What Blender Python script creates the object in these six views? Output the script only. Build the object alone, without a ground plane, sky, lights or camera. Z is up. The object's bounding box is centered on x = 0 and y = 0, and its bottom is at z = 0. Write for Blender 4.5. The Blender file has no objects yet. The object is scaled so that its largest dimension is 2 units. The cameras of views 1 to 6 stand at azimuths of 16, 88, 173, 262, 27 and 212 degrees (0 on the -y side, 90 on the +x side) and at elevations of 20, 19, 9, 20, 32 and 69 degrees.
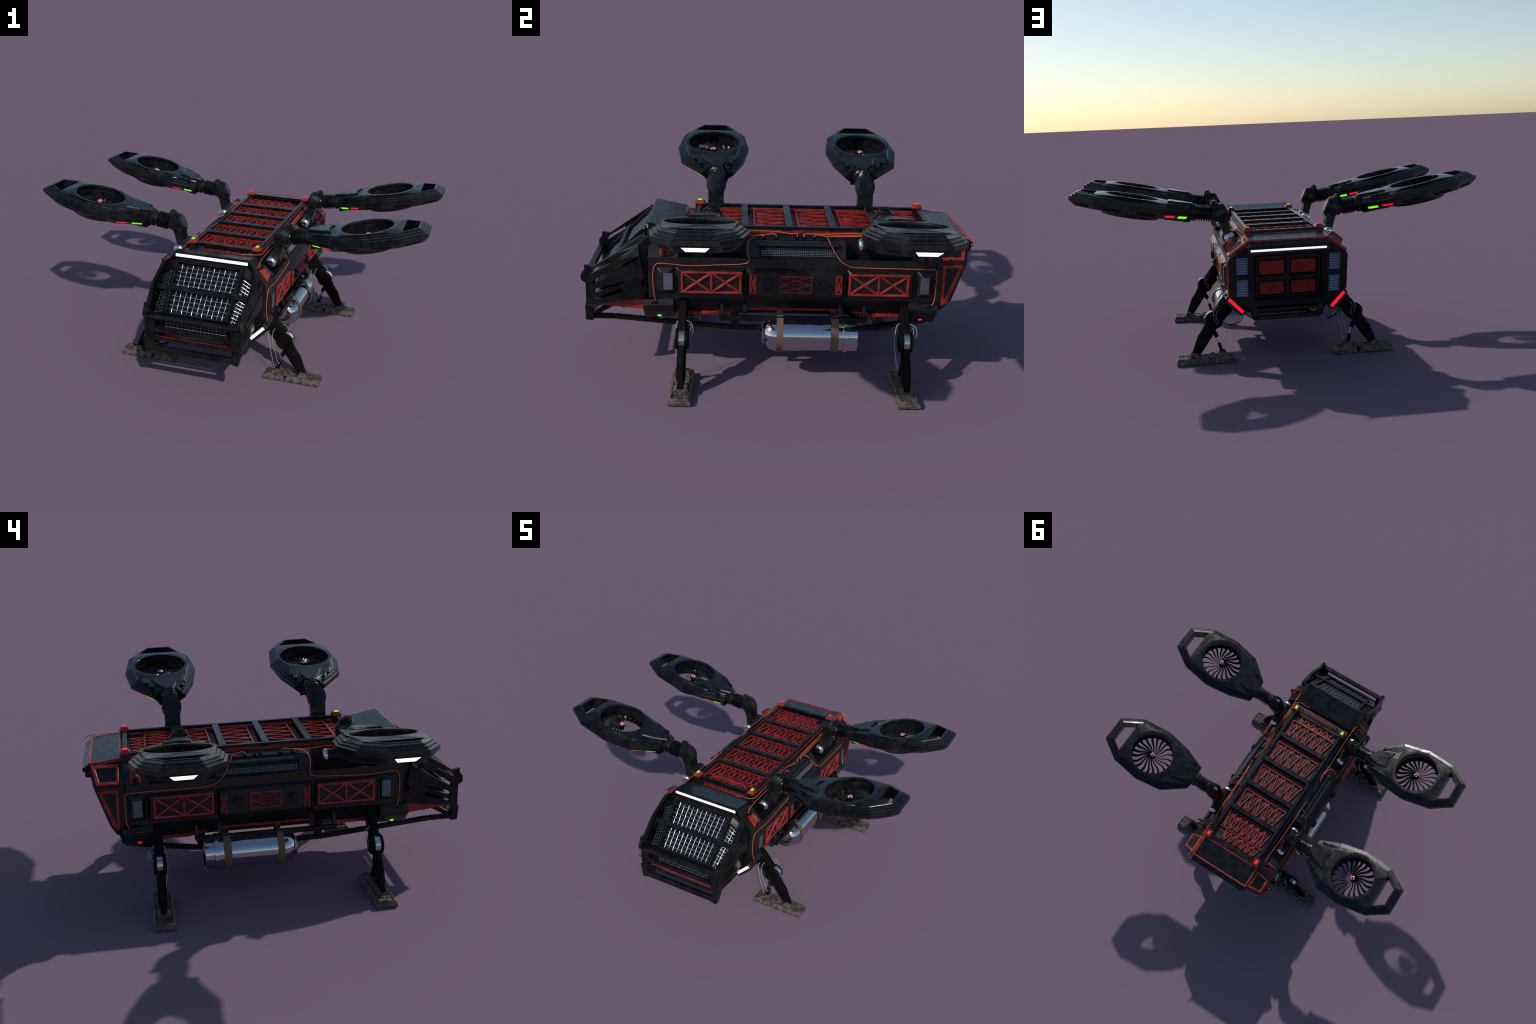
# Armoured cargo drone: boxy hull on four jointed legs, four ducted fans on jointed arms.
import bpy, bmesh, math, random
from math import sin, cos, pi, radians, atan2, hypot
from mathutils import Vector as V, Matrix, geometry

random.seed(7)
SC = bpy.context.scene.collection

# ------------------------------------------------------------------ materials
def _mat(name):
    m = bpy.data.materials.new(name); m.use_nodes = True
    nt = m.node_tree; b = nt.nodes['Principled BSDF']
    return m, nt, b

def _noise(nt, scale, detail=4, rough=.6, off=(0, 0, 0)):
    tc = nt.nodes.new('ShaderNodeTexCoord'); mp = nt.nodes.new('ShaderNodeMapping')
    mp.inputs['Location'].default_value = off
    n = nt.nodes.new('ShaderNodeTexNoise')
    n.inputs['Scale'].default_value = scale; n.inputs['Detail'].default_value = detail
    n.inputs['Roughness'].default_value = rough
    nt.links.new(tc.outputs['Object'], mp.inputs[0]); nt.links.new(mp.outputs[0], n.inputs['Vector'])
    return n.outputs['Fac']

def _ramp(nt, src, stops):
    r = nt.nodes.new('ShaderNodeValToRGB'); e = r.color_ramp.elements
    while len(e) < len(stops): e.new(.5)
    for el, (p, c) in zip(e, stops):
        el.position = p
        el.color = (*c, 1) if isinstance(c, tuple) else (c, c, c, 1)
    nt.links.new(src, r.inputs[0]); return r.outputs[0]

def _mix(nt, fac, a, b):
    m = nt.nodes.new('ShaderNodeMix'); m.data_type = 'RGBA'
    nt.links.new(fac, m.inputs[0]); nt.links.new(a, m.inputs[6]); nt.links.new(b, m.inputs[7])
    return m.outputs[2]

def worn(name, dark, light, chip, scale=14, rough=(.35, .6), chip_at=(.6, .66), metal=0., bump=.15, spec=.5, edge=(.36, .64)):
    """painted metal: two blotchy tones, plus small chips of another colour"""
    m, nt, b = _mat(name)
    tones = _ramp(nt, _noise(nt, scale, 5, .65), [(edge[0], dark), (edge[1], light)])
    chips = _ramp(nt, _noise(nt, scale * 3.1, 5, .7, (3, 1, 2)), [(chip_at[0], 0.), (chip_at[1], 1.)])
    rgb = nt.nodes.new('ShaderNodeRGB'); rgb.outputs[0].default_value = (*chip, 1)
    nt.links.new(_mix(nt, chips, tones, rgb.outputs[0]), b.inputs['Base Color'])
    nt.links.new(_ramp(nt, _noise(nt, scale * 1.7, 4, .6, (1, 5, 2)), [(.3, rough[0]), (.7, rough[1])]), b.inputs['Roughness'])
    b.inputs['Metallic'].default_value = metal
    b.inputs['Specular IOR Level'].default_value = spec
    bp = nt.nodes.new('ShaderNodeBump'); bp.inputs['Strength'].default_value = bump; bp.inputs['Distance'].default_value = .002
    nt.links.new(_noise(nt, scale * 8, 3, .6), bp.inputs['Height']); nt.links.new(bp.outputs[0], b.inputs['Normal'])
    return m

def plain(name, col, rough=.5, metal=0., spec=.5):
    m, nt, b = _mat(name)
    b.inputs['Base Color'].default_value = (*col, 1); b.inputs['Roughness'].default_value = rough
    b.inputs['Metallic'].default_value = metal; b.inputs['Specular IOR Level'].default_value = spec
    nz = _ramp(nt, _noise(nt, 40, 4), [(.3, max(rough - .06, .02)), (.75, min(rough + .08, 1))])
    nt.links.new(nz, b.inputs['Roughness'])
    return m

def glow(name, col, strength):
    m, nt, b = _mat(name)
    b.inputs['Base Color'].default_value = (*[c * .5 for c in col], 1)
    b.inputs['Emission Color'].default_value = (*col, 1); b.inputs['Emission Strength'].default_value = strength
    b.inputs['Roughness'].default_value = .6
    return m

BLACK = worn('black_armour_metal', (.0018, .0024, .0036), (.0085, .009, .0092), (.022, .022, .021), 19, (.18, .40), (.60, .70), spec=.33, edge=(.42, .58))
DARK = worn('black_hull_metal', (.0025, .003, .004), (.0075, .008, .0088), (.017, .0165, .016), 16, (.28, .52), (.62, .71), edge=(.41, .59))
LEG = worn('black_leg_metal', (.0015, .0015, .0017), (.003, .003, .0033), (.006, .006, .006), 20, (.55, .75), (.68, .76), spec=.12)
RED = worn('chipped_red_paint', (.17, .008, .006), (.37, .030, .021), (.03, .004, .004), 26, (.28, .5), (.58, .63))
REDDOOR = worn('stained_red_paint', (.20, .012, .009), (.30, .022, .016), (.05, .007, .006), 18, (.3, .5), (.56, .62))
PAD = worn('rusted_steel', (.012, .0105, .010), (.125, .105, .088), (.27, .12, .065), 46, (.6, .9), (.58, .64), bump=.2)
CHROME = plain('polished_chrome', (.52, .53, .56), .10, 1.)
CAPS = plain('brushed_steel', (.70, .71, .73), .22, 1.)
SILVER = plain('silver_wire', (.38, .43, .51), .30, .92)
FINE = plain('fine_wire', (.30, .33, .38), .45, 1.)
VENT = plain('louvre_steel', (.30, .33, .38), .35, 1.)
STRAP = plain('brown_strap', (.13, .082, .05), .7)
ORANGE = plain('orange_cable', (.64, .12, .04), .5)
WIRE = plain('pale_wire', (.42, .43, .40), .5)
FLATBLACK = plain('black_and_painted_shade', (.002, .002, .0022), .7, spec=.2)  # also stands in for shade on uncut slots, grille backing and cockpit
WHITE = plain('white_enamel', (.75, .75, .75), .3)
CAPRED = plain('red_enamel', (.5, .012, .012), .3)
LAMPW = glow('white_lamp', (1, 1, 1), 1.1)
LAMPG = glow('green_lamp', (.18, 1., .005), 1.15)
LAMPR = glow('red_lamp', (1., .003, .028), 1.15)

# ------------------------------------------------------------------ mesh helper
class MB:
    def __init__(s): s.v = []; s.f = []
    def add(s, vs, fs):
        o = len(s.v); s.v += [V(p) for p in vs]; s.f += [[i + o for i in f] for f in fs]; return s
    def loft(s, rings, caps=(True, True), closed=True):
        n = len(rings[0]); vs = [p for r in rings for p in r]; fs = []
        for k in range(len(rings) - 1):
            for i in range(n if closed else n - 1):
                j = (i + 1) % n
                fs.append([k * n + i, k * n + j, (k + 1) * n + j, (k + 1) * n + i])
        if caps[0]: fs.append(list(range(n))[::-1])
        if caps[1]: fs.append([(len(rings) - 1) * n + i for i in range(n)])
        return s.add(vs, fs)
    def box(s, x0, x1, y0, y1, z0, z1):
        return s.loft([[(x0, y0, z), (x1, y0, z), (x1, y1, z), (x0, y1, z)] for z in (z0, z1)])
    def taper(s, r0, r1, frame):
        """frustum between two rectangles (u0,u1,v0,v1,h) set in a frame"""
        return s.loft([[frame(u0, v0, h), frame(u1, v0, h), frame(u1, v1, h), frame(u0, v1, h)] for u0, u1, v0, v1, h in (r0, r1)])
    def bar(s, p, q, w, h=None, up=(0, 0, 1)):
        """rectangular bar from p to q, w wide, h high"""
        h = h or w; p, q = V(p), V(q); d = (q - p).normalized(); up = V(up)
        a = d.cross(up)
        if a.length < 1e-4: a = d.cross(V((1, 0, 0)))
        a.normalize(); b = a.cross(d)
        return s.loft([[c + a * i * w / 2 + b * j * h / 2 for i, j in ((-1, -1), (1, -1), (1, 1), (-1, 1))] for c in (p, q)])
    def tube(s, path, r, n=8, caps=True):
        path = [V(p) for p in path]; rs = r if isinstance(r, (list, tuple)) else [r] * len(path)
        t0 = (path[1] - path[0]).normalized()
        a = t0.cross(V((0, 0, 1)))
        if a.length < 1e-3: a = t0.cross(V((1, 0, 0)))
        a.normalize(); rings = []
        for i, p in enumerate(path):
            t = (path[min(i + 1, len(path) - 1)] - path[max(i - 1, 0)]).normalized()
            a = (a - t * a.dot(t)).normalized(); b = t.cross(a)
            rings.append([p + (a * cos(2 * pi * k / n) + b * sin(2 * pi * k / n)) * rs[i] for k in range(n)])
        return s.loft(rings, (caps, caps))
    def lathe(s, prof, org, axis, n=24, side=None, ea=1., eb=1.):
        """profile of (distance along axis, radius)"""
        d = V(axis).normalized(); a = V(side) if side else d.cross(V((0, 0, 1)))
        if a.length < 1e-3: a = V((1, 0, 0))
        a = (a - d * a.dot(d)).normalized(); b = d.cross(a)
        return s.loft([[V(org) + d * t + (a * cos(2 * pi * k / n) * ea + b * sin(2 * pi * k / n) * eb) * r for k in range(n)] for t, r in prof])
    def flat(s, loops, frame, flip=False):
        """flat face with holes; frame maps (u,v) to a point"""
        tris = geometry.tessellate_polygon([[V((u, v, 0)) for u, v in l] for l in loops])
        pts = [frame(u, v) for l in loops for u, v in l]
        return s.add(pts, [list(t)[::-1] if flip else list(t) for t in tris])
    def plate(s, outline, holes, frame, h0, h1):
        """sheet of given thickness with holes; frame maps (u,v,h)"""
        loops = [outline] + list(holes)
        s.flat(loops, lambda u, v: frame(u, v, h1)); s.flat(loops, lambda u, v: frame(u, v, h0), True)
        for l in loops:
            s.loft([[frame(u, v, h) for u, v in l] for h in (h0, h1)], (False, False))
        return s
    def obj(s, name, mat, parent=None, bevel=0., smooth=False, stuff=False):
        me = bpy.data.meshes.new(name); bm = bmesh.new()
        vs = [bm.verts.new(p) for p in s.v]
        for f in s.f:
            try: bm.faces.new([vs[i] for i in f])
            except ValueError: pass
        bmesh.ops.remove_doubles(bm, verts=bm.verts, dist=1e-6)
        bmesh.ops.recalc_face_normals(bm, faces=bm.faces)
        if bevel:
            es = [e for e in bm.edges if e.is_manifold and e.calc_face_angle(0) > radians(25)]
            bmesh.ops.bevel(bm, geom=es, offset=bevel, segments=1, affect='EDGES', clamp_overlap=True)
        bm.to_mesh(me); bm.free()
        me.materials.append(mat)
        if smooth:
            me.polygons.foreach_set('use_smooth', [True] * len(me.polygons))
            me.set_sharp_from_angle(angle=radians(35))
        o = bpy.data.objects.new(name, me); SC.objects.link(o)
        if parent: o.parent = parent
        if stuff: o['kind'] = 'stuff'
        return o

def inset(poly, d):
    """move every edge of a closed polygon inwards by d (or by a list of distances)"""
    n = len(poly); ds = d if isinstance(d, (list, tuple)) else [d] * n
    area = sum(poly[i][0] * poly[(i + 1) % n][1] - poly[(i + 1) % n][0] * poly[i][1] for i in range(n))
    sg = 1 if area > 0 else -1; out = []
    def line(i):
        (x0, y0), (x1, y1) = poly[i], poly[(i + 1) % n]
        L = hypot(x1 - x0, y1 - y0); nx, ny = -(y1 - y0) / L * sg, (x1 - x0) / L * sg
        return nx, ny, nx * x0 + ny * y0 + ds[i]
    for i in range(n):
        a, b, c = line(i - 1); d_, e, f = line(i); det = a * e - b * d_
        out.append(((c * e - b * f) / det, (a * f - c * d_) / det))
    return out

def spline(pts, k=6):
    P = [V(p) for p in pts]; P = [P[0] * 2 - P[1]] + P + [P[-1] * 2 - P[-2]]; out = []
    for i in range(1, len(P) - 2):
        a, b, c, d = P[i - 1:i + 3]
        for j in range(k):
            t = j / k
            out.append(.5 * (2 * b + (c - a) * t + (2 * a - 5 * b + 4 * c - d) * t * t + (3 * b - a - 3 * c + d) * t ** 3))
    return out + [P[-2]]

def rect(u0, u1, v0, v1): return [(u0, v0), (u1, v0), (u1, v1), (u0, v1)]
def circle(r, n, cu=0, cv=0): return [(cu + r * cos(2 * pi * i / n), cv + r * sin(2 * pi * i / n)) for i in range(n)]

def copies(o, mats):
    """the object and its children, repeated by the given world matrices; mesh data are shared"""
    kids = list(o.children); res = [o]
    for M in mats[1:]:
        c = o.copy(); SC.objects.link(c); c.matrix_local = M; res.append(c)
        for k in kids:
            kc = k.copy(); SC.objects.link(kc); kc.parent = c
    o.matrix_local = mats[0]
    return res

ID = Matrix.Identity(4)
MX = Matrix.Diagonal((-1, 1, 1, 1)); MY = Matrix.Diagonal((1, -1, 1, 1))
T = Matrix.Translation
def both(o): return copies(o, [ID, MX])

root = bpy.data.objects.new('cargo_drone', None); SC.objects.link(root)
root['label'] = 'black and red armoured quadcopter drone standing on four legs'
root['category'] = 'drone'

# ------------------------------------------------------------------ hull
def sect(pts, y):
    """closed ring from the right half of a section, listed from top to bottom"""
    return [(x, y, z) for x, z in pts] + [(-x, y, z) for x, z in reversed(pts)]
FULL = [(.186, .626), (.222, .610), (.246, .580), (.263, .548), (.277, .545), (.277, .503), (.272, .501), (.272, .378), (.236, .312)]
ENDS = [(.186, .626), (.222, .606), (.276, .545), (.277, .544), (.277, .503), (.272, .501), (.272, .362), (.236, .292)]
BAY = [(.194, .624), (.190, .530), (.262, .530), (.272, .501), (.272, .366), (.232, .293)]
m = MB()
for y0, y1, s in ((-.545, -.42, ENDS), (-.143, .276, FULL), (.552, .66, ENDS)):
    m.loft([sect(s, y0), sect(s, y1)])
for y0, y1 in ((-.42, -.143), (.276, .552)):
    m.loft([sect(BAY, y0), sect(BAY, y1)])
for sx in (1, -1):      # outer lip of the arm bays
    for y0, y1 in ((-.421, -.142), (.275, .553)):
        m.box(*sorted((sx * .268, sx * .277)), y0, y1, .503, .546)
hull = m.obj('hull', DARK, root)

# tail block: octagonal tail face leaning forward towards the bottom
def tail_y(z): return .781 + .304 * (z - .54)
TAIL = [(.186, .612), (.277, .546), (.277, .374), (.203, .298)]
m = MB()
def tail_ring(ins, dy): return [(x, tail_y(z) + dy, z) for x, z in inset([(x, z) for x, z in TAIL] + [(-x, z) for x, z in reversed(TAIL)], ins)]
m.loft([[(x, .655, z) for x, y, z in tail_ring(0, 0)], tail_ring(0, -.060)])
tf = lambda u, v, h: V((u, tail_y(v) + h, v))
oct_ = [(x, z) for x, z in TAIL] + [(-x, z) for x, z in reversed(TAIL)]
m.plate(oct_, [rect(-.172, .172, .326, .568)], tf, -.0595, 0)
m.plate(rect(-.1715, .1715, .3265, .5675), [rect(-.158, .158, .336, .553)], tf, -.059, -.008)
m.loft([sect([(.186, .610), (.203, .298)], .64), sect([(.19, .612), (.203, .298)], .67)])
tail = m.obj('tail_frame', DARK, root)
m = MB()       # roof lip over the tail
m.loft([[(x, y, z) for y, z in ((.668, .640), (.788, .628), (.829, .603), (.826, .588), (.815, .588), (.80, .600), (.668, .600))] for x in (-.186, .186)])
lip = m.obj('tail_roof_plate', BLACK, root, bevel=.003)
m = MB()
m.bar((-.192, .667, .637), (.192, .667, .637), .014, .012)
m.bar((-.192, .796, .624), (.192, .796, .624), .010, .011)
for sx in (-1, 1): m.bar((sx * .187, .668, .634), (sx * .187, .797, .620), .012, .016)
m.obj('red_trim', RED, lip, bevel=.002)
m = MB().box(-.176, .176, .797, .8060, .576, .588); m.obj('tail_light_bar', LAMPW, tail)
m = MB().box(-.19, .19, .78, .811, .565, .5755).box(-.19, .19, .78, .818, .5885, .597).box(-.19, -.177, .78, .818, .566, .596).box(.177, .19, .78, .818, .566, .596); m.obj('light_bar_housing', DARK, tail, bevel=.002)
m = MB().plate(rect(-.155, .155, .338, .548), [], tf, -.052, -.046)
m.plate(rect(-.155, .155, .338, .548), [rect(u0 - .002, u1 + .002, v0 - .002, v1 + .002) for u0, u1 in ((.012, .139), (-.139, -.012)) for v0, v1 in ((.349, .421), (.450, .527))], tf, -.048, -.017)
door = m.obj('tail_door', DARK, root, bevel=.003)
for u0, u1 in ((.012, .139), (-.139, -.012)):
    for v0, v1 in ((.349, .421), (.450, .527)):
        m = MB(); m.taper((u0, u1, v0, v1, -.047), (u0 + .005, u1 - .005, v0 + .005, v1 - .005, -.027), tf)
        m.plate(rect(u0 + .008, u1 - .008, v0 + .008, v1 - .008), [rect(u0 + .013, u1 - .013, v0 + .013, v1 - .013)], tf, -.0275, -.0245)
        m.obj('door_panel', REDDOOR, door)
for sx in (1, -1):
    for v0, v1 in ((.356, .440), (.466, .549)):
        a, b = sorted((sx * .191, sx * .244))
        m = MB(); m.plate(rect(a, b, v0, v1), [rect(a + .006, b - .006, v0 + .006, v1 - .006)], tf, -.001, .005)
        v = m.obj('vent', VENT, tail)
        for i in range(9):
            z = v0 + .009 + i * (v1 - v0 - .018) / 8
            m = MB(); m.loft([[tf(a + .006, z - .003, .004), tf(b - .006, z - .003, .004), tf(b - .006, z + .0015, .0005), tf(a + .006, z + .0015, .0005)],
                              [tf(a + .006, z - .003, .0025), tf(b - .006, z - .003, .0025), tf(b - .006, z + .0015, -.001), tf(a + .006, z + .0015, -.001)]])
            m.obj('louvre', VENT, tail)
# red frames on the tail's shoulder and flank
def shoulder(y, s, h):       # s 0..1 down the shoulder slope, h along its normal
    x = .186 + .091 * s; z = .614 - .069 * s
    return V((x + .604 * h, y, z + .797 * h))
trap = [(.674, .04), (.792, .04), (.770, .96), (.680, .96)]
m = MB(); m.plate(trap, [[(.687, .20), (.773, .20), (.758, .82), (.691, .82)]], shoulder, -.002, .014)
both(m.obj('shoulder_trim', RED, root, bevel=.003))
m = MB().plate(inset(trap, [.02, .006, .02, .006]), [], shoulder, -.002, .009)
both(m.obj('shoulder_plate', BLACK, root))
flank = lambda u, v, h: V((.2755 + h, u, v))
tri = [(.683, .535), (.769, .535), (.714, .362), (.690, .352)]
m = MB(); m.plate(tri, [[(.697, .521), (.751, .521), (.704, .385), (.699, .383)]], flank, -.002, .008)
both(m.obj('flank_trim', RED, root, bevel=.002))

# ------------------------------------------------------------------ side panels
def side_panel(y0, y1, z0, z1, by, bz, top):
    return MB().taper((y0, y1, z0, z1, 0), (y0 + by, y1 - by, z0 + bz, z1 - bz * 1.2, top), lambda u, v, h: V((.2718 + h, u, v)))
for y0, y1 in ((-.432, -.142), (.282, .572)):
    both(side_panel(y0, y1, .380, .504, .016, .010, .021).obj('truss_panel', DARK, root, bevel=.002))
for y0, y1 in ((-.512, -.436), (.576, .650)):
    both(side_panel(y0, y1, .384, .504, .022, .016, .021).obj('vent_panel', DARK, root, bevel=.002))
both(side_panel(-.138, .278, .378, .504, .016, .012, .028).obj('centre_panel', DARK, root, bevel=.002))

def truss_side(y0, y1, z0, z1, x, r, n, sub=None, name='side_truss'):
    m = MB(); k = 8
    def t(a, b, rr=r): m.tube([(x, *a), (x, *b)], rr, k)
    for z in (z0, z1): t((y0 - r, z), (y1 + r, z))
    for y in (y0, y1): t((y, z0), (y, z1))
    for i in range(n):
        a, b = y0 + (y1 - y0) * i / n, y0 + (y1 - y0) * (i + 1) / n
        if i: t((a, z0), (a, z1))
        if sub:
            for j in range(sub):
                c, d = z0 + (z1 - z0) * j / sub, z0 + (z1 - z0) * (j + 1) / sub
                t((a, c), (b, d), r * .8); t((a, d), (b, c), r * .8)
                if j: t((a, c), (b, c), r * .8)
        else:
            t((a, z0), (b, z1)); t((a, z1), (b, z0), r * .9)
    return both(m.obj(name, RED, root, smooth=True))
for a, b in ((-.402, -.160), (.296, .540)): truss_side(a, b, .400, .487, .295, .0062, 2)
for a, b in ((-.119, -.098), (.239, .260)): truss_side(a, b, .404, .480, .3015, .0033, 1)
truss_side(.006, .134, .408, .478, .3015, .003, 1, 2)
for y in (-.048, .190):      # blunt octagonal plugs
    m = MB().lathe([(0, .026), (.012, .026), (.0121, .020), (.020, .020), (.0205, .015), (.017, .013)], (.298, y, .442), (1, 0, 0), 8)
    m.bar((.3165, y - .008, .434), (.3165, y + .008, .450), .004)
    both(m.obj('plug', DARK, root))

def grid(m, frame, u0, u1, v0, v1, nu, nv, r, wave=0., over=0.):
    """woven wire screen: nu wires along v, nv wires along u"""
    us = [u0 + (u1 - u0) * (i + .5) / nu for i in range(nu)]; vs = [v0 + (v1 - v0) * (j + .5) / nv for j in range(nv)]
    seg = 1 if not wave else 2
    for i, u in enumerate(us):
        n = nv * seg; m.tube([frame(u, v0 - over + (v1 - v0 + 2 * over) * k / max(n, 1), wave * cos(pi * (k / seg + i))) for k in range(n + 1)] if wave else [frame(u, v0, 0), frame(u, v1, 0)], r, 5)
    for j, v in enumerate(vs):
        n = nu * seg; m.tube([frame(u0 - over + (u1 - u0 + 2 * over) * k / max(n, 1), v, -wave * cos(pi * (k / seg + j))) for k in range(n + 1)] if wave else [frame(u0, v, 0), frame(u1, v, 0)], r, 5)
    return m
for y0, y1 in ((-.480, -.442), (.592, .630)):
    both(grid(MB(), lambda u, v, h: V((.2935 + h, u, v)), y0, y1, .408, .482, 10, 18, .0010).obj('vent_mesh', FINE, root, stuff=True))
# grille on the shoulder slope
def shold(y, s, h):
    prof = ((0., .186, .626), (.34, .222, .610), (.62, .246, .580), (.9, .263, .548), (1., .277, .545))
    for (a, xa, za), (b, xb, zb) in zip(prof, prof[1:]):
        if s <= b: break
    t = (s - a) / (b - a); nx, nz = za - zb, xb - xa; L = hypot(nx, nz)
    if s > .9: nx, nz, L = .6, .8, 1.
    return V((xa + (xb - xa) * t + nx / L * h, y, za + (zb - za) * t + nz / L * h))
def slope(y, s, h):      # straight shoulder slope of the end blocks
    x = .186 + .091 * s; z = .622 - .077 * s
    return V((x + .646 * h, y, z + .763 * h))
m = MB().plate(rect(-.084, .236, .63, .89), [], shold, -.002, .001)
both(m.obj('grille_backing', FLATBLACK, root))  # black plate laid on the slope; its colour gives the depth, nothing is cut
both(grid(MB(), lambda u, v, h: shold(u, v, h + .004), -.078, .230, .66, .86, 34, 4, .0010).obj('grille_mesh', FINE, root, stuff=True))
m = MB().tube([shold(-.07, .50, .006), shold(.225, .50, .006)], .010, 8)
for y in (-.078, .233): m.tube([shold(y - .010, .50, .006), shold(y + .010, .50, .006)], .014, 6)
both(m.obj('conduit', DARK, root, smooth=True))
m = MB().plate(rect(-.088, .222, .22, .33), [], shold, -.002, .006)
rail = m.obj('cable_rail', DARK, root, bevel=.002)
SOCK = (-.066, -.013, .073, .100, .142, .198)
for y in SOCK:
    MB().taper((y - .008, y + .008, .20, .33, .004), (y - .004, y + .004, .23, .31, .013), shold).obj('cable_socket', BLACK, rail)
both(rail)
# red clamps on the shoulders
for y in (-.474, .613):
    m = MB()
    m.taper((y - .026, y + .026, .32, .94, -.004), (y - .013, y + .015, .42, .80, .036), slope)
    c = m.obj('shoulder_clamp', RED, root, bevel=.003)
    s = 1 if y > 0 else -1
    MB().taper((y - .010, y + .007, .24, 1.0, -.004), (y - .008, y + .005, .34, .88, .042), slope).obj('clamp_strap', DARK, c, bevel=.002)
    both(c)

# ------------------------------------------------------------------ belly, skid frame
m = MB()
m.loft([[(-x, y, z0), (x, y, z0), (x, y, z1), (-x, y, z1)] for x, y, z0, z1 in ((.243, -.46, .277, .292), (.243, -.27, .277, .292), (.232, -.16, .296, .312), (.232, .29, .296, .312), (.243, .40, .277, .292), (.243, .62, .277, .292))])
m.obj('belly_pan', RED, root, bevel=.003)
belly = bpy.data.objects['belly_pan']
m = MB()
for sx in (1, -1):
    m.loft([[(sx * x, -.78, .310), (sx * x, -.545, .288), (sx * x, -.545, .350), (sx * x, -.78, .320)] for x in (.213, .2245)])
    m.bar((sx * .205, -.765, .302), (-sx * .205, -.56, .290), .012)
for y, z in ((-.768, .303), (-.66, .297), (-.556, .290)): m.bar((-.215, y, z), (.215, y, z), .012, .012)
m.obj('nose_truss', RED, root)
m = MB().box(-.20, .20, -.54, .64, .270, .276); m.obj('belly_plate', DARK, belly)
m = MB()
for sx in (1, -1):
    P = [(.221, -.800, .256), (.182, -.70, .238), (.174, -.50, .217), (.171, -.19, .190), (.166, .36, .188), (.152, .655, .230), (.148, .690, .255)]
    P = [(sx * x, y, z) for x, y, z in P]
    for a, b in zip(P, P[1:]): m.bar(a, b, .021, .021)
    m.bar((sx * .212, -.802, .240), (sx * .228, -.80, .318), .036, .034, (0, 1, 0))
    m.bar((sx * .200, -.78, .262), (sx * .185, -.70, .305), .022, .02)
    m.bar((sx * .171, -.182, .190), (sx * .176, -.182, .30), .036, .018, (1, 0, 0))
    m.bar((sx * .166, .345, .190), (sx * .170, .345, .30), .036, .018, (1, 0, 0))
    m.bar((sx * .150, .668, .235), (sx * .172, .685, .30), .03, .03)
m.bar((-.224, -.802, .256), (.224, -.802, .256), .026, .028)
m.bar((-.152, .668, .236), (.152, .668, .236), .024, .022); m.bar((-.165, .675, .276), (.165, .675, .276), .018, .016)
m.bar((-.166, .345, .190), (.166, .345, .190), .02); m.bar((-.171, -.182, .190), (.171, -.182, .190), .02)
m.obj('skid_frame', BLACK, root, bevel=.003)

# gas cylinders with their cradles
AX, AZ, R = .252, .200, .074
m = MB().lathe([(-.071, .001), (-.071, .022)] + [(.0 - .070 * cos(a), R * (.30 + .70 * sin(a))) for a in [radians(d) for d in range(2, 91, 8)]] + [(.001, R), (.278, R), (.280, R + .006), (.298, R + .006), (.300, R), (.340, R), (.342, R - .004), (.335, R - .008), (.335, .001)], (AX, 0, AZ), (0, 1, 0), 48)
tank = m.obj('gas_cylinder', CHROME, root, smooth=True)
for y, w in ((.010, .028), (.243, .033)):
    path = [(.226, .292)] + [(AX + (R + .0025) * cos(radians(a)), AZ + (R + .0025) * sin(radians(a))) for a in range(140, 396, 8)] + [(.287, .279), (.272, .291)]
    rings = [[(x, yy, z) for yy in (y - w / 2, y + w / 2)] for x, z in path]
    m = MB(); L = len(path)
    out = [V((x - AX, 0, z - AZ)).normalized() * .0025 for x, z in path]
    m.loft([[(x, y - w / 2, z), (x, y + w / 2, z), (x + o.x, y + w / 2, z + o.z), (x + o.x, y - w / 2, z + o.z)] for (x, z), o in zip(path, out)])
    m.obj('strap', STRAP, tank)
both(tank)
m = MB()
m.bar((.276, -.242, .279), (.276, .374, .279), .016, .022)
for y in (-.238, .370):
    m.bar((.276, y, .280), (.205, y, .296), .018, .018); m.bar((.270, y, .275), (.250, y, .335), .014, .014)
for y in (-.14, .27): m.bar((.272, y, .275), (.245, y, .335), .018, .014)
both(m.obj('cylinder_cradle', BLACK, root, bevel=.002))

# ------------------------------------------------------------------ nose and its guard
NOSE = lambda x, y, z: V((x, y, z))
m = MB()
# solid cockpit wedge behind the screens, coloured near-black to look hollow
m.loft([[(.172, -.540, .650), (.236, -.540, .570), (.240, -.540, .35), (-.240, -.540, .35), (-.236, -.540, .570), (-.172, -.540, .650)],
        [(.168, -.562, .608), (.224, -.558, .552), (.226, -.570, .335), (-.226, -.570, .335), (-.224, -.558, .552), (-.168, -.562, .608)],
        [(.150, -.752, .420), (.208, -.752, .385), (.208, -.765, .325), (-.208, -.765, .325), (-.208, -.752, .385), (-.150, -.752, .420)]])
cock = m.obj('cockpit', FLATBLACK, root)
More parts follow.
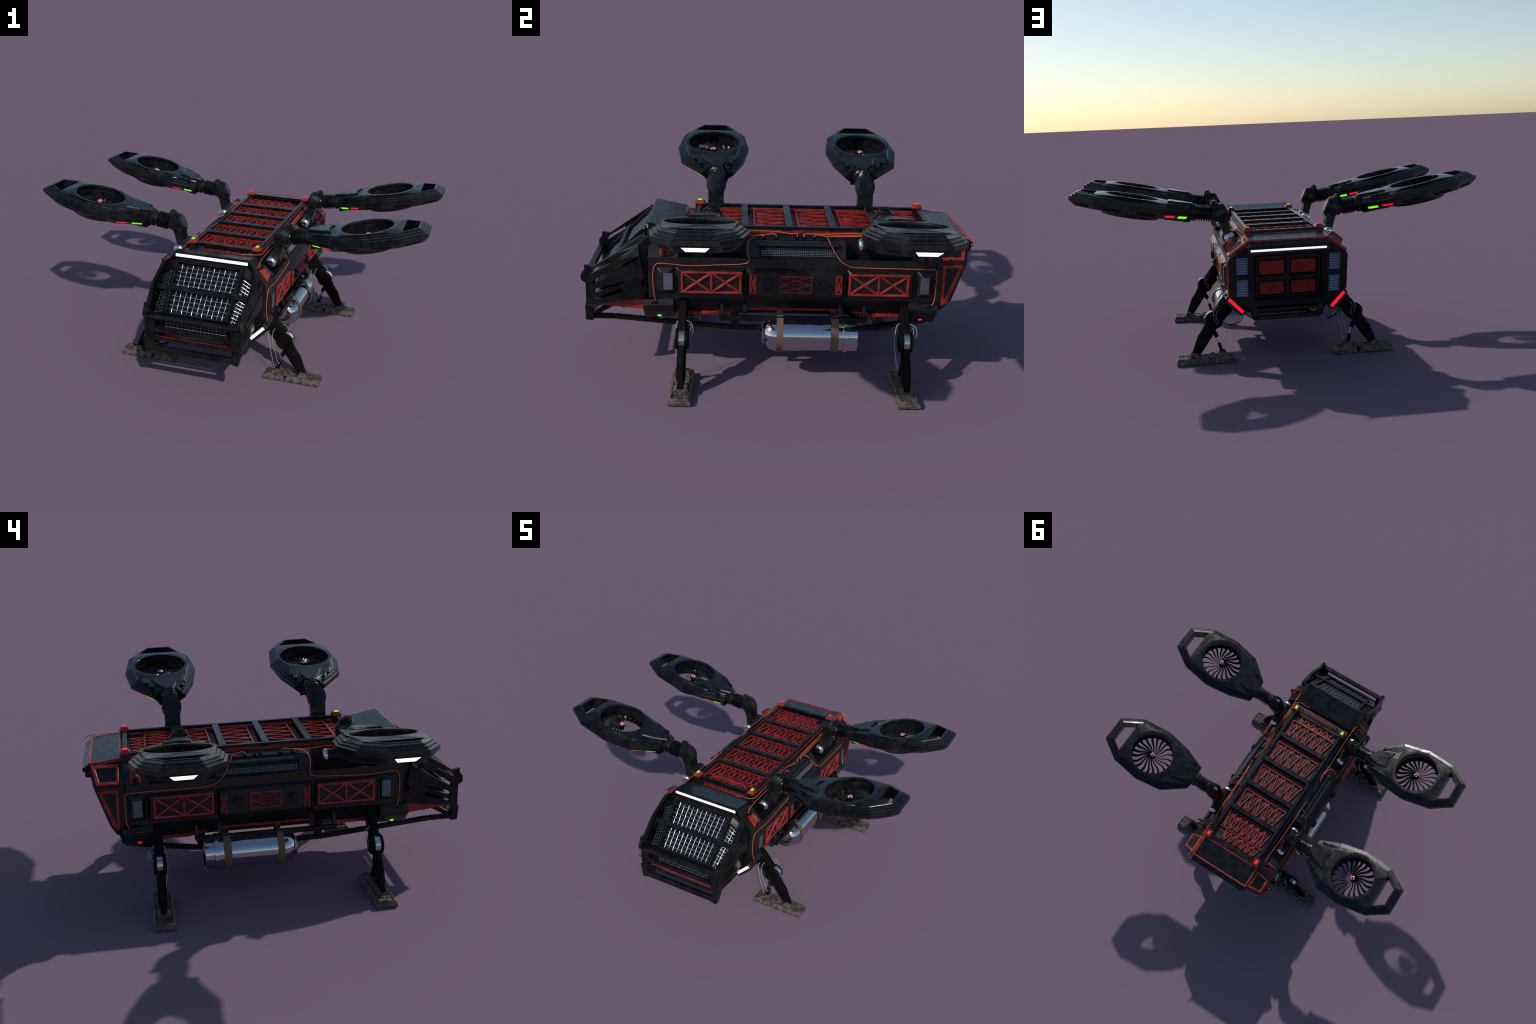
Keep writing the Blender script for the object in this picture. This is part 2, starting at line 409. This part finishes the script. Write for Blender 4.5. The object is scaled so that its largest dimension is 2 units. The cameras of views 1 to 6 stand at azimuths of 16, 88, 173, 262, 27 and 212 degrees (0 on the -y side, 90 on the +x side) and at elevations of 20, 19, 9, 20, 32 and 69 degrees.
# screen frame and woven wire
S0, S1 = V((0, -.572, .630)), V((0, -.770, .430)); SD = (S1 - S0); SN = V((0, -SD.z, SD.y)).normalized() * -1
SN = V((0, -.714, .70))
def scr(u, v, h):   # u across (-1..1), v down the slope 0..1
    return S0 + SD * v + SN * h + V((u * (.168 - .014 * v), 0, 0))
m = MB()
m.plate([(-1.04, -.01), (1.04, -.01), (1.04, 1.0), (-1.04, 1.0)], [rect(-.95, .95, .04, .97)], scr, -.020, .000)
m.bar(scr(-.95, .505, -.012), scr(.95, .505, -.012), .012, .006, SN)
m.bar(scr(-.99, 0, .001), scr(-.99, 1, .001), .014, .014, SN); m.bar(scr(.99, 0, .001), scr(.99, 1, .001), .014, .014, SN)
m.obj('screen_frame', BLACK, root)
grid(MB(), lambda u, v, h: scr(u, v, h - .008), -.90, .90, .08, .49, 11, 5, .0018, .0014, .012).obj('screen_mesh', SILVER, root, smooth=True, stuff=True)
grid(MB(), lambda u, v, h: scr(u, v, h - .008), -.90, .90, .53, .95, 11, 5, .0018, .0014, .012).obj('screen_mesh', SILVER, root, smooth=True, stuff=True)
def cheek(u, v, h):
    a = V((.174, -.572, .610)).lerp(V((.160, -.772, .418)), v); b = V((.230, -.568, .572)).lerp(V((.214, -.768, .405)), v)
    return a.lerp(b, u) + V((.62, -.5, .6)) * h
both(grid(MB(), lambda u, v, h: cheek(u, v, h + .004), .12, .92, .10, .95, 3, 13, .0014, .0010).obj('cheek_mesh', SILVER, root, smooth=True, stuff=True))
both(MB().plate(rect(-.02, 1.04, -.04, .08), [], cheek, -.002, .006).obj('cheek_plate', BLACK, root))
# visor with light bar
m = MB().loft([[(x, y, z) for y, z in ((-.556, .665), (-.548, .668), (-.412, .640), (-.402, .628), (-.42, .615), (-.548, .630), (-.553, .636))] for x in (-.192, .192)])
m.loft([[(sx * .192, -.552, .662), (sx * .192, -.43, .638), (sx * .192, -.43, .612), (sx * .192, -.552, .634)] for sx in (1,)] + [[(.226, -.550, .622), (.215, -.43, .606), (.222, -.43, .58), (.236, -.550, .585)]])
m.loft([[(-.192, -.552, .662), (-.192, -.43, .638), (-.192, -.43, .612), (-.192, -.552, .634)], [(-.226, -.550, .622), (-.215, -.43, .606), (-.222, -.43, .58), (-.236, -.550, .585)]])
visor = m.obj('visor', BLACK, root, bevel=.002)
MB().loft([[(x, -.5575, .657), (x, -.5555, .642), (x, -.550, .642), (x, -.550, .657)] for x in (-.184, .184)]).obj('head_light_bar', LAMPW, visor)
# guard side plates with slots
def gp(u, v, h):      # plates flare out to the hull's flank
    t = min(1, max(0, (u + .79) / .245)); k = min(1, max(0, min((.625 - v) / .08, (v - .335) / .13)))
    return V((.225 + .035 * t * k + h, u, v + .012 * t * k))
out = [(-.545, .618), (-.582, .623), (-.692, .538), (-.779, .484), (-.814, .490), (-.814, .473), (-.830, .450), (-.830, .426), (-.809, .410), (-.807, .324), (-.794, .314), (-.543, .348)]
holes = [[(-.682, .517), (-.592, .566), (-.584, .588), (-.615, .568)], [(-.794, .448), (-.705, .499), (-.705, .512), (-.776, .474)],
         [(-.783, .419), (-.776, .408), (-.588, .517), (-.581, .536), (-.683, .482)], [(-.776, .385), (-.640, .425), (-.655, .410), (-.776, .366)],
         [(-.776, .343), (-.656, .392), (-.656, .374), (-.776, .334)], [(-.560, .44), (-.578, .423), (-.578, .406), (-.560, .40)]]
m = MB().plate(out, holes, gp, 0, .016)
both(m.obj('guard_plate', BLACK, root))
m = MB()
m.loft([[(x, y, z) for y, z in ((-.826, .438), (-.8305, .431), (-.8305, .421), (-.813, .407), (-.803, .410), (-.801, .436))] for x in (-.226, .226)])
m.bar((-.228, -.682, .526), (.228, -.682, .526), .014, .027, (0, -.72, -.69))
m.box(-.215, .215, -.812, -.803, .344, .366); m.box(-.215, .215, -.812, -.803, .304, .322)
for sx in (1, -1): m.box(*sorted((sx * .192, sx * .236)), -.813, -.79, .306, .41)
m.obj('guard_bar', BLACK, root, bevel=.002)
grid(MB(), lambda u, v, h: V((u, -.770 + h, v)), -.155, .155, .338, .404, 16, 4, .0014, .001).obj('nose_mesh', FINE, root, stuff=True)

# ------------------------------------------------------------------ roof
m = MB()
for x in (.168, -.168): m.box(x - .009, x + .009, -.352, .648, .641, .656)
YB = [-.352, -.146, .045, .233, .418, .646]
for i, y in enumerate(YB):
    w = .0095 if i in (0, 5) else .0145; d = 0 if i in (0, 5) else -.003
    m.box(-.160, .160, y + d - w, y + d + w, .642, .6565)
rack = m.obj('roof_rack', BLACK, root, bevel=.002)
for y, lm in ((-.352, LAMPG), (.646, LAMPR)):
    for x in (.171, -.171):
        p = MB().box(x - .017, x + .017, y - .020, y + .020, .606, .6565).obj('rack_post', DARK, rack, bevel=.002)
        MB().loft([[(x - a, y - b, z), (x + a, y - b, z), (x + a, y + b, z), (x - a, y + b, z)] for a, b, z in ((.020, .023, .6545), (.020, .023, .659), (.011, .014, .672))]).obj('post_cap', RED, rack)
        MB().box(x - .006, x + .006, y - .010, y + .010, .671, .6745).obj('post_lamp', lm, rack)
m = MB().box(-.180, .180, -.43, .668, .606, .622)
m.obj('roof_plate', DARK, root)
# red lattice between the rack's bars
def lattice(y0, y1, z, n, x0=-.148, x1=.148, w=.0062, double=True, rails=(1, 1)):
    m = MB()
    if rails[0]: m.bar((x0, y0, z), (x1, y0, z), w)
    if rails[1]: m.bar((x0, y1, z), (x1, y1, z), w)
    st = (x1 - x0) / n
    for i in range(n):
        a, b = x0 + st * i, x0 + st * (i + 1); c = (a + b) / 2; j = random.uniform(-.002, .002)
        m.bar((a, y0, z), (c + j, y1, z), w); m.bar((c + j, y1, z), (b, y0, z), w)
        if double:
            z2 = z - .0065; d = st * (.40 + random.uniform(-.08, .08))
            m.bar((a + d, y0, z2), (c + d, y1, z2), w); m.bar((c + d, y1, z2), (min(b + d, x1), y0 + max(0, b + d - x1) * .5, z2), w)
    return m
for i in range(5):
    y0, y1 = YB[i] + .020, YB[i + 1] - .012
    if i == 0:
        lattice(y0 + .052, y1, .6335, 5).obj('roof_truss', RED, root, stuff=True)
        lattice(y0 + .004, y0 + .046, .6325, 5, -.125, .110).obj('roof_truss', RED, root, stuff=True)
    elif i == 4:
        lattice(y0, y1 - .078, .6335, 7).obj('roof_truss', RED, root, stuff=True)
        lattice(y1 - .074, y1 - .008, .6335, 6, -.142, .100, rails=(1, 0)).obj('roof_truss', RED, root, stuff=True)
    else:
        lattice(y0 + .022, y1, .6335, 5).obj('roof_truss', RED, root, stuff=True)
        lattice(y0, y0 + .018, .629, 14, w=.0035).obj('roof_truss', RED, root, stuff=True)
lattice(-.388, -.372, .631, 9, -.115, .125, .0045).obj('roof_truss', RED, root, stuff=True)
m = MB()
for x in (.166, -.166): m.box(x - .008, x + .008, -.335, .63, .6225, .638)
m.obj('roof_edge_rail', RED, root, bevel=.002)

# ------------------------------------------------------------------ arms and ducted fans
TILT = atan2(.2, 1.)
ct, st_ = cos(TILT), sin(TILT)
CX, CZ, YC = .714, .7915, 0.
def rot(u, w, h): return V((CX + u * ct - h * st_, w, CZ + u * st_ + h * ct))
NSH = .028       # neck sits towards the middle of the vehicle
ring0 = [(.291, -.080), (.291, .080), (.171, .157), (0, .180), (-.161, .154), (-.291, NSH + .077), (-.291, NSH - .077), (-.161, -.154), (0, -.180), (.171, -.157)]
def ring(ins): return inset(ring0, [ins] * 5 + [ins * .3] + [ins] * 4)
SEC = [(.030, -.036), (.0, -.011), (0, .007), (.012, .009), (.013, .017), (.024, .019), (.025, .026), (.036, .030), (.039, .0345)]
m = MB()
m.loft([[rot(u, w, h) for u, w in ring(i)] for i, h in SEC], (False, False))
HN = 40
win = [(.178, -.101), (.245, -.055), (.245, .055), (.178, .101)]
def top(u, w): return rot(u, w, .043 if hypot(u, w) < .145 else .0345)
m.flat([ring(.039), circle(.142, HN), win], top)
m.loft([[rot(u, w, h) for u, w in circle(r, HN)] for r, h in ((.142, .043), (.127, .043), (.126, .034), (.136, .018), (.136, -.030), (.123, -.048), (.123, -.054), (.136, -.054), (.150, -.036))], (False, False))
wb = inset(win, -.006)
m.loft([[rot(u, w, h) for u, w in p] for p, h in ((win, .0345), (win, -.036))], (False, False))
m.flat([ring(.030), circle(.150, HN), win], lambda u, w: rot(u, w, -.036), True)
duct = m.obj('fan_duct', BLACK, root, bevel=.0009)
# raised plates at the neck
m = MB()
def cpl(u): return NSH * min(1, max(0, (-u - .16) / .12))
def hexp(ins, h): return [rot(u, cpl(u) + w, h) for u, w in inset([(-.300, -.018), (-.300, .018), (-.238, .048), (-.170, .056), (-.186, .0), (-.170, -.056), (-.238, -.048)], ins)]
m.loft([hexp(0, .026), hexp(0, .042), hexp(.005, .048)])
for s in (1, -1):
    for ua, ub, wa, wb_ in ((-.255, -.215, .066, .092), (-.208, -.150, .066, .112)):
        pts = [(ua, cpl(ua) + s * wa), (ub, cpl(ub) + s * wa), (ub + .012, cpl(ub) + s * wb_ * .98), (ua, cpl(ua) + s * (wb_ - .012))]
        if s < 0: pts.reverse()
        m.loft([[rot(u, w, .026) for u, w in pts], [rot(u, w, .036) for u, w in pts], [rot(u, w, .038) for u, w in inset(pts, .003)]])
# lower neck fairing
m.loft([[rot(u, cpl(u) + w, h) for u, w in ((-.291, -.05), (-.291, .05), (-.165, .06), (-.165, -.06))] for h in (-.036, -.045)])
m.obj('neck_plate', BLACK, duct)
# lamps, and black tiles standing in for slots, on the side's lower bevel
lo0, lo1 = ring(0), ring(.030)
def facet(i, s, t, h=0.):
    a0, b0 = rot(*lo0[i], -.011), rot(*lo0[(i + 1) % 10], -.011); a1, b1 = rot(*lo1[i], -.036), rot(*lo1[(i + 1) % 10], -.036)
    p = a0.lerp(b0, s).lerp(a1.lerp(b1, s), t); n = (b0 - a0).cross(a1 - a0).normalized()
    if n.z > 0: n = -n
    return p + n * h
def tile(i, s0, s1, t0, t1, h, name, mat, sl=0.):
    m = MB().loft([[facet(i, s0, t0, k), facet(i, s1, t0, k), facet(i, s1 - sl, t1, k), facet(i, s0 + sl, t1, k)] for k in (-.004, h)])
    return m.obj(name, mat, duct)
tile(0, .20, .80, .22, .80, .002, 'tip_lamp', LAMPW, .06)
MB().loft([[facet(0, s, t, k) for s, t in ((.15, .10), (.85, .10), (.78, .92), (.22, .92))] for k in (-.004, .001)]).obj('lamp_frame', FLATBLACK, duct)
for i, f in ((1, 0), (2, 0), (3, 0), (9, 1), (8, 1), (7, 1)):
    tile(i, .22, .80, .25, .80, .0006, 'dark_slot_tile', FLATBLACK, .03)  # near-black tile on the bevel, painted darkness in place of an opening
for i, f in ((4, 0), (6, 1)):
    g = (.56, .88) if not f else (.12, .44); r_ = (.08, .42) if not f else (.58, .92)
    tile(i, *g, .22, .72, .0002, 'green_marker', LAMPG); tile(i, *r_, .22, .62, .0002, 'red_marker', LAMPR)
# fan: hub, sectored cap, blades
m = MB().lathe([(-.034, .008), (-.030, .015), (.002, .015), (.003, .012)], rot(0, 0, 0), rot(0, 0, 1) - rot(0, 0, 0), 20)
m.obj('fan_hub', FLATBLACK, duct, smooth=True)
m = MB().lathe([(.001, .0145), (.0045, .0145), (.005, .013)], rot(0, 0, 0), rot(0, 0, 1) - rot(0, 0, 0), 16)
m.obj('hub_ring', CAPRED, duct)
for par, mt, nm in ((0, CAPRED, 'red_sector'), (1, WHITE, 'white_sector')):
    m = MB()
    for k in range(8):
        if k % 2 == par:
            a, b = 2 * pi * (k + .08) / 8, 2 * pi * (k + .92) / 8
            pts = [(.002 * cos((a + b) / 2), .002 * sin((a + b) / 2), .0145)] + [(.0138 * cos(t), .0138 * sin(t), .0065) for t in (a, (a + b) / 2, b)]
            m.loft([[rot(u, w, h) for u, w, h in pts], [rot(u, w, h - .003) for u, w, h in pts]])
    m.obj(nm, mt, duct)
NB = 20
def blade():
    m = MB(); rings = []
    for k in range(10):
        t = k / 9; r = .014 + .1085 * t
        off = .0065 * sin(t * 2 * pi * .95) + .005 * t; ww = .0042 + .0050 * t ** .8; pit = radians(48 - 14 * t)
        p = [(-ww, 0), (0, .0009), (ww, 0), (0, -.0009)]
        rings.append([V((r, off + a * cos(pit) - b * sin(pit), a * sin(pit) + b * cos(pit))) for a, b in p])
    return m.loft(rings)
b0 = blade().obj('fan_blade', BLACK, duct, smooth=True)
B = Matrix(((ct, 0, -st_, CX), (0, 1, 0, 0), (st_, 0, ct, CZ), (0, 0, 0, 1))) @ T((0, 0, -.004))
for k in range(NB):
    o = b0 if k == 0 else b0.copy()
    if k: SC.objects.link(o)
    o.matrix_local = B @ Matrix.Rotation(2 * pi * (k + random.uniform(-.08, .08)) / NB, 4, 'Z') @ Matrix.Rotation(random.uniform(-.1, .1), 4, 'X')

# arm: collar, bellows, elbow discs, strut, horizontal trunnion with chrome ends (y measured from the elbow)
NY = .028
E0, J0 = V((.440, NY, .738)), V((.285, NY, .716)); AD = (J0 - E0).normalized()
m = MB()
m.lathe([(-.012, .030), (-.002, .040), (.012, .043), (.034, .043), (.040, .037), (.050, .036)], E0, AD, 12)
prof = [(.046, .034)]
for k in range(5):
    s = .050 + k * .0125; prof += [(s, .031), (s + .0035, .0425), (s + .006, .0425), (s + .0095, .031)]
prof += [(.113, .034), (.120, .036), (.130, .039), (.150, .039), (.155, .03)]
m.lathe(prof, E0, AD, 20)
arm = m.obj('arm', BLACK, root, smooth=True)
DA = V((-.905, 0, .425))
m = MB().lathe([(-.040, .030), (-.038, .042), (-.030, .046), (-.024, .046), (-.023, .042), (-.019, .042), (-.018, .048), (-.008, .048), (-.007, .0435), (-.003, .0435), (-.002, .046), (.004, .0455), (.005, .040), (.008, .040), (.009, .0415), (.013, .041), (.014, .035), (.016, .035), (.017, .036), (.022, .035), (.023, .030), (.026, .029)], V((.272, NY, .724)), DA, 16, (0, 1, 0), .98, 1.28)
m.obj('elbow', BLACK, arm)
m = MB().lathe([(-.03, .021), (.004, .021), (.008, .017), (.012, .017), (.012, .009), (.017, .009)], V((.312, NY + .006, .772)), V((.46, 0, .89)), 10, (0, 1, 0), 1.25, .9)
m.obj('elbow_boss', BLACK, arm)
m = MB().loft([[(x + dx, NY + y, z) for dx, y in ((-wx, -wy), (wx, -wy), (wx, wy), (-wx, wy))] for x, z, wx, wy in ((.276, .705, .026, .036), (.268, .672, .022, .036), (.260, .640, .020, .036), (.250, .618, .024, .042), (.248, .600, .024, .042))])
m.bar((.288, NY, .69), (.262, NY, .62), .03, .012, (1, 0, 0))
m.obj('strut', BLACK, arm, bevel=.002)
pf = [(-.078, .024), (-.076, .029), (-.06, .029), (-.058, .026), (-.050, .026), (-.048, .031)]
pf = pf + [(-.030, .031), (-.028, .035), (.028, .035), (.030, .031)] + [(-a, r) for a, r in reversed(pf)]
m = MB().lathe(pf, (.246, NY, .604), (0, 1, 0), 20); m.obj('trunnion', BLACK, arm, smooth=True)
for s in (1, -1):
    MB().lathe([(.074, .028), (.084, .0285), (.090, .0255), (.0945, .018), (.0960, .012), (.0955, .008), (.0945, .001)], (.246, NY, .604), (0, s, 0), 24).obj('trunnion_cap', CAPS, arm, smooth=True)
FRY, RRY = -.310, .447
spots = [T((0, FRY, 0)), T((0, FRY, 0)) @ MX, T((0, RRY, 0)) @ MY, T((0, RRY, 0)) @ MX @ MY]
copies(duct, spots); copies(arm, spots)

# ------------------------------------------------------------------ legs (modelled at y = 0)
lp = lambda u, v, h: V((u, h, v))
m = MB().plate([(.270, .352), (.296, .328), (.362, .246), (.392, .204), (.36, .168), (.322, .186), (.296, .212), (.232, .280), (.226, .308)], [], lp, -.015, .015)
for s in (1, -1): m.plate([(.268, .345), (.345, .250), (.315, .215), (.240, .288)], [], lp, s * .0145, s * .019)
thigh = m.obj('leg', LEG, root, bevel=.003)
m = MB()
for s in (1, -1):
    m.lathe([(.011, .044), (.024, .044), (.0275, .040), (.0275, .028), (.0255, .026), (.0255, .012), (.029, .012), (.029, .001)], (.350, 0, .212), (0, s, 0), 28)
m.lathe([(-.012, .038), (.012, .038)], (.350, 0, .212), (0, 1, 0), 28)
m.obj('knee', LEG, thigh)
m = MB().lathe([(-.0125, .040)] + [(-.0125 + .0042 * k + d, .0425 if d in (.001, .0032) else .0405) for k in range(6) for d in (0, .001, .0032)] + [(.0125, .040)], (.352, 0, .214), (0, 1, 0), 32)
m.obj('knee_hub', CAPS, thigh, smooth=True)
m = MB().plate([(.372, .210), (.392, .196), (.412, .160), (.432, .134), (.468, .040), (.462, .030), (.436, .030), (.420, .046), (.362, .128), (.340, .166), (.345, .190)], [], lp, -.0115, .0115)
for s in (1, -1): m.plate([(.365, .180), (.392, .165), (.424, .128), (.448, .062), (.420, .060), (.372, .130)], [], lp, s * .011, s * .0185)
m.obj('shin', LEG, thigh, bevel=.003)
m = MB().tube([(.330, 0, .092), (.314, 0, .036)], .0085, 10).tube([(.352, 0, .152), (.338, 0, .124)], .011, 8).lathe([(-.006, .010), (.006, .010)], (.314, 0, .041), (0, 1, 0), 10)
m.obj('piston_body', LEG, thigh, smooth=True)
MB().tube([(.340, 0, .126), (.328, 0, .085)], .005, 10).obj('piston_rod', CHROME, thigh, smooth=True)
# shoe: two cast pads joined by a hinge
def pad(x0, x1, zt):
    m = MB().loft([[(x0 + i, -.046 + i, z), (x1 - i, -.046 + i, z), (x1 - i, .046 - i, z), (x0 + i, .046 - i, z)] for i, z in ((.002, 0), (0, .003), (0, .013), (.010, zt - .004), (.013, zt - .004), (.0135, zt - .008))])
    return m
for x0, x1, px in ((.368, .5425, .452), (.252, .357, .314)):
    m = pad(x0, x1, .034)
    m.loft([[(px - a, -b, z), (px + a, -b, z), (px + a, b, z), (px - a, b, z)] for a, b, z in ((.024, .030, .026), (.024, .030, .034), (.018, .027, .038))])
    for y in (-.020, .020):
        m.loft([[(px + dx, y + dy, z) for dx, dy in ((-a, -.006), (a, -.006), (a, .006), (-a, .006))] for a, z in ((.022, .03), (.018, .044), (.010, .053))])
    n = int((x1 - x0) / .026)
    for k in range(n):
        for y0, y1 in ((-.027, -.012), (.012, .027), (-.008, .008)):
            xx = x0 + .022 + (x1 - x0 - .046) * k / max(n - 1, 1)
            if random.random() < .8: m.box(xx - .008, xx + .007, y0, y1, .024, .028 + random.random() * .003)
    m.obj('foot_pad', PAD, thigh)
m = MB()
for y in (-.022, .022): m.loft([[(x, y - .010, z), (x, y + .010, z), (x + dx, y + .010, z2), (x + dx, y - .010, z2)] for x, z, dx, z2 in ((.342, .016, .0, .028), (.356, .028, .0, .040), (.368, .028, .0, .040), (.384, .016, 0, .028))])
m.obj('foot_hinge', PAD, thigh)
for pts in ([(.300, -.018, .275), (.290, -.028, .255), (.294, -.034, .20), (.310, -.030, .14), (.322, -.018, .085), (.330, -.012, .088)],
            [(.270, -.016, .262), (.266, -.026, .245), (.276, -.030, .19), (.292, -.024, .11), (.304, -.012, .045), (.312, -.009, .046)],
            [(.322, .018, .285), (.338, .040, .275), (.352, .046, .250), (.350, .040, .225), (.345, .028, .205)],
            [(.312, .018, .268), (.330, .036, .262), (.340, .032, .235), (.330, .026, .205), (.340, .028, .195)]):
    MB().tube(spline(pts), .0011, 5).obj('wire', WIRE, thigh, smooth=True)
legs = [T((0, -.400, 0)), T((0, -.400, 0)) @ MX, T((0, .537, 0)), T((0, .537, 0)) @ MX]
copies(thigh, legs)

# leg housings with a lamp bar on the outer end and a round lamp below
CD, CN = V((.695, 0, .719)), V((.719, 0, -.695))
def hb(c, y, h): return V((.243, 0, .305)) + CD * c + CN * h + V((0, y, 0))
for ya, yb, lm, rd in ((-.566, -.438, LAMPW, LAMPG), (.674, .552, LAMPR, LAMPR)):
    s = 1 if yb > ya else -1
    m = MB().loft([[hb(c, ya, h) for c, h in ((-.056, -.012), (.060, -.012), (.060, .016), (.046, .026), (-.046, .026), (-.056, .016))],
                   [hb(c, yb, h) for c, h in ((-.050, -.020), (.064, -.020), (.064, .012), (.046, .022), (-.040, .022), (-.050, .010))]])
    m.loft([[hb(c, ya + s * .02, h) for c, h in ((-.03, .025), (.036, .025), (.03, .030), (-.024, .030))], [hb(c, yb - s * .02, h) for c, h in ((-.03, .021), (.036, .021), (.03, .027), (-.024, .027))]])
    m.loft([[hb(.058, ya + s * t, -.004), hb(.058, ya + s * (t + .026), -.004), hb(.058, ya + s * (t + .026), .008), hb(.058, ya + s * t, .008)] for t in (.03,)] + [[hb(.074, ya + s * .032, -.003), hb(.074, ya + s * .054, -.003), hb(.074, ya + s * .054, .007), hb(.074, ya + s * .032, .007)]])
    h = m.obj('leg_housing', DARK, root, bevel=.002)
    MB().loft([[hb(c, ya + s * t, k) for c, k in ((-.046, -.003), (.048, -.003), (.048, .012), (-.046, .012))] for t in (.004, -.0004)]).obj('housing_lamp', lm, h)
    MB().lathe([(0, .009), (.008, .009), (.009, .007)], hb(-.014, (ya + yb) / 2, .021), CN, 14).obj('status_lamp', rd, h)
    both(h)

# ------------------------------------------------------------------ orange cables
def cable(pts, mirror=True, r=.0018):
    o = MB().tube(spline(pts, 5), r, 6).obj('cable', ORANGE, root, smooth=True)
    if mirror: both(o)
def onsh(y, s, h=.006): return tuple(shold(y, s, h))
SX = .2805
cable([(.283, -.513, .352), (SX, -.520, .378), (.278, -.524, .418), (.278, -.525, .473), (SX, -.510, .516), (SX, -.451, .517), (SX, -.372, .511), (SX, -.254, .517), (SX, -.155, .523), (.282, -.127, .538), onsh(-.132, .75), onsh(-.132, .45), onsh(-.110, .28, .010), onsh(-.078, .22, .016), onsh(-.066, .27, .014)])
cable([onsh(.198, .27, .014), onsh(.207, .40, .016), onsh(.222, .62, .010), onsh(.245, .95, .008), (.284, .272, .532), (SX, .310, .517), (SX, .407, .515), (SX, .60, .514), (SX, .648, .513), (.280, .660, .495), (.276, .662, .42), (.280, .660, .375), (.286, .650, .355)])
cable([onsh(-.013, .27, .014), onsh(-.024, .20, .022), onsh(-.055, .16, .014), (.212, -.13, .627), (.212, -.22, .632), (.210, -.35, .630), (.212, -.44, .625), (.220, -.478, .612), (.226, -.480, .600)])
cable([onsh(.142, .27, .014), onsh(.152, .20, .020), (.214, .20, .628), (.214, .30, .630), (.212, .45, .630), (.205, .58, .626), (.213, .607, .618), (.220, .613, .606)])
cable([onsh(.073, .27, .014), onsh(.070, .18, .024), onsh(.040, .14, .018), (.196, -.01, .640), (.198, -.15, .645), (.200, -.34, .642), (.196, -.388, .645), (.170, -.404, .646), (.130, -.402, .643), (.105, -.408, .640)], False)
cable([onsh(.100, .27, .014), onsh(.110, .18, .024), onsh(.16, .14, .018), (.203, .30, .640), (.205, .44, .638), (.206, .60, .632), (.206, .72, .634), (.206, .79, .632), (.208, .818, .626), (.205, .831, .614), (.196, .828, .603), (.188, .815, .598)], False)
cable([(.205, .50, .636), (.192, .557, .640), (.205, .59, .632), (.222, .615, .612)], False)
cable([onsh(.100, .27, .014), onsh(.110, .18, .022), (-.0 + .206, .22, .632), (.204, .36, .632), (.190, .50, .628)], False)
for o in [x for x in root.children if x.name.startswith('cable') and x.type == 'MESH'][-1:]:
    o.matrix_local = MX
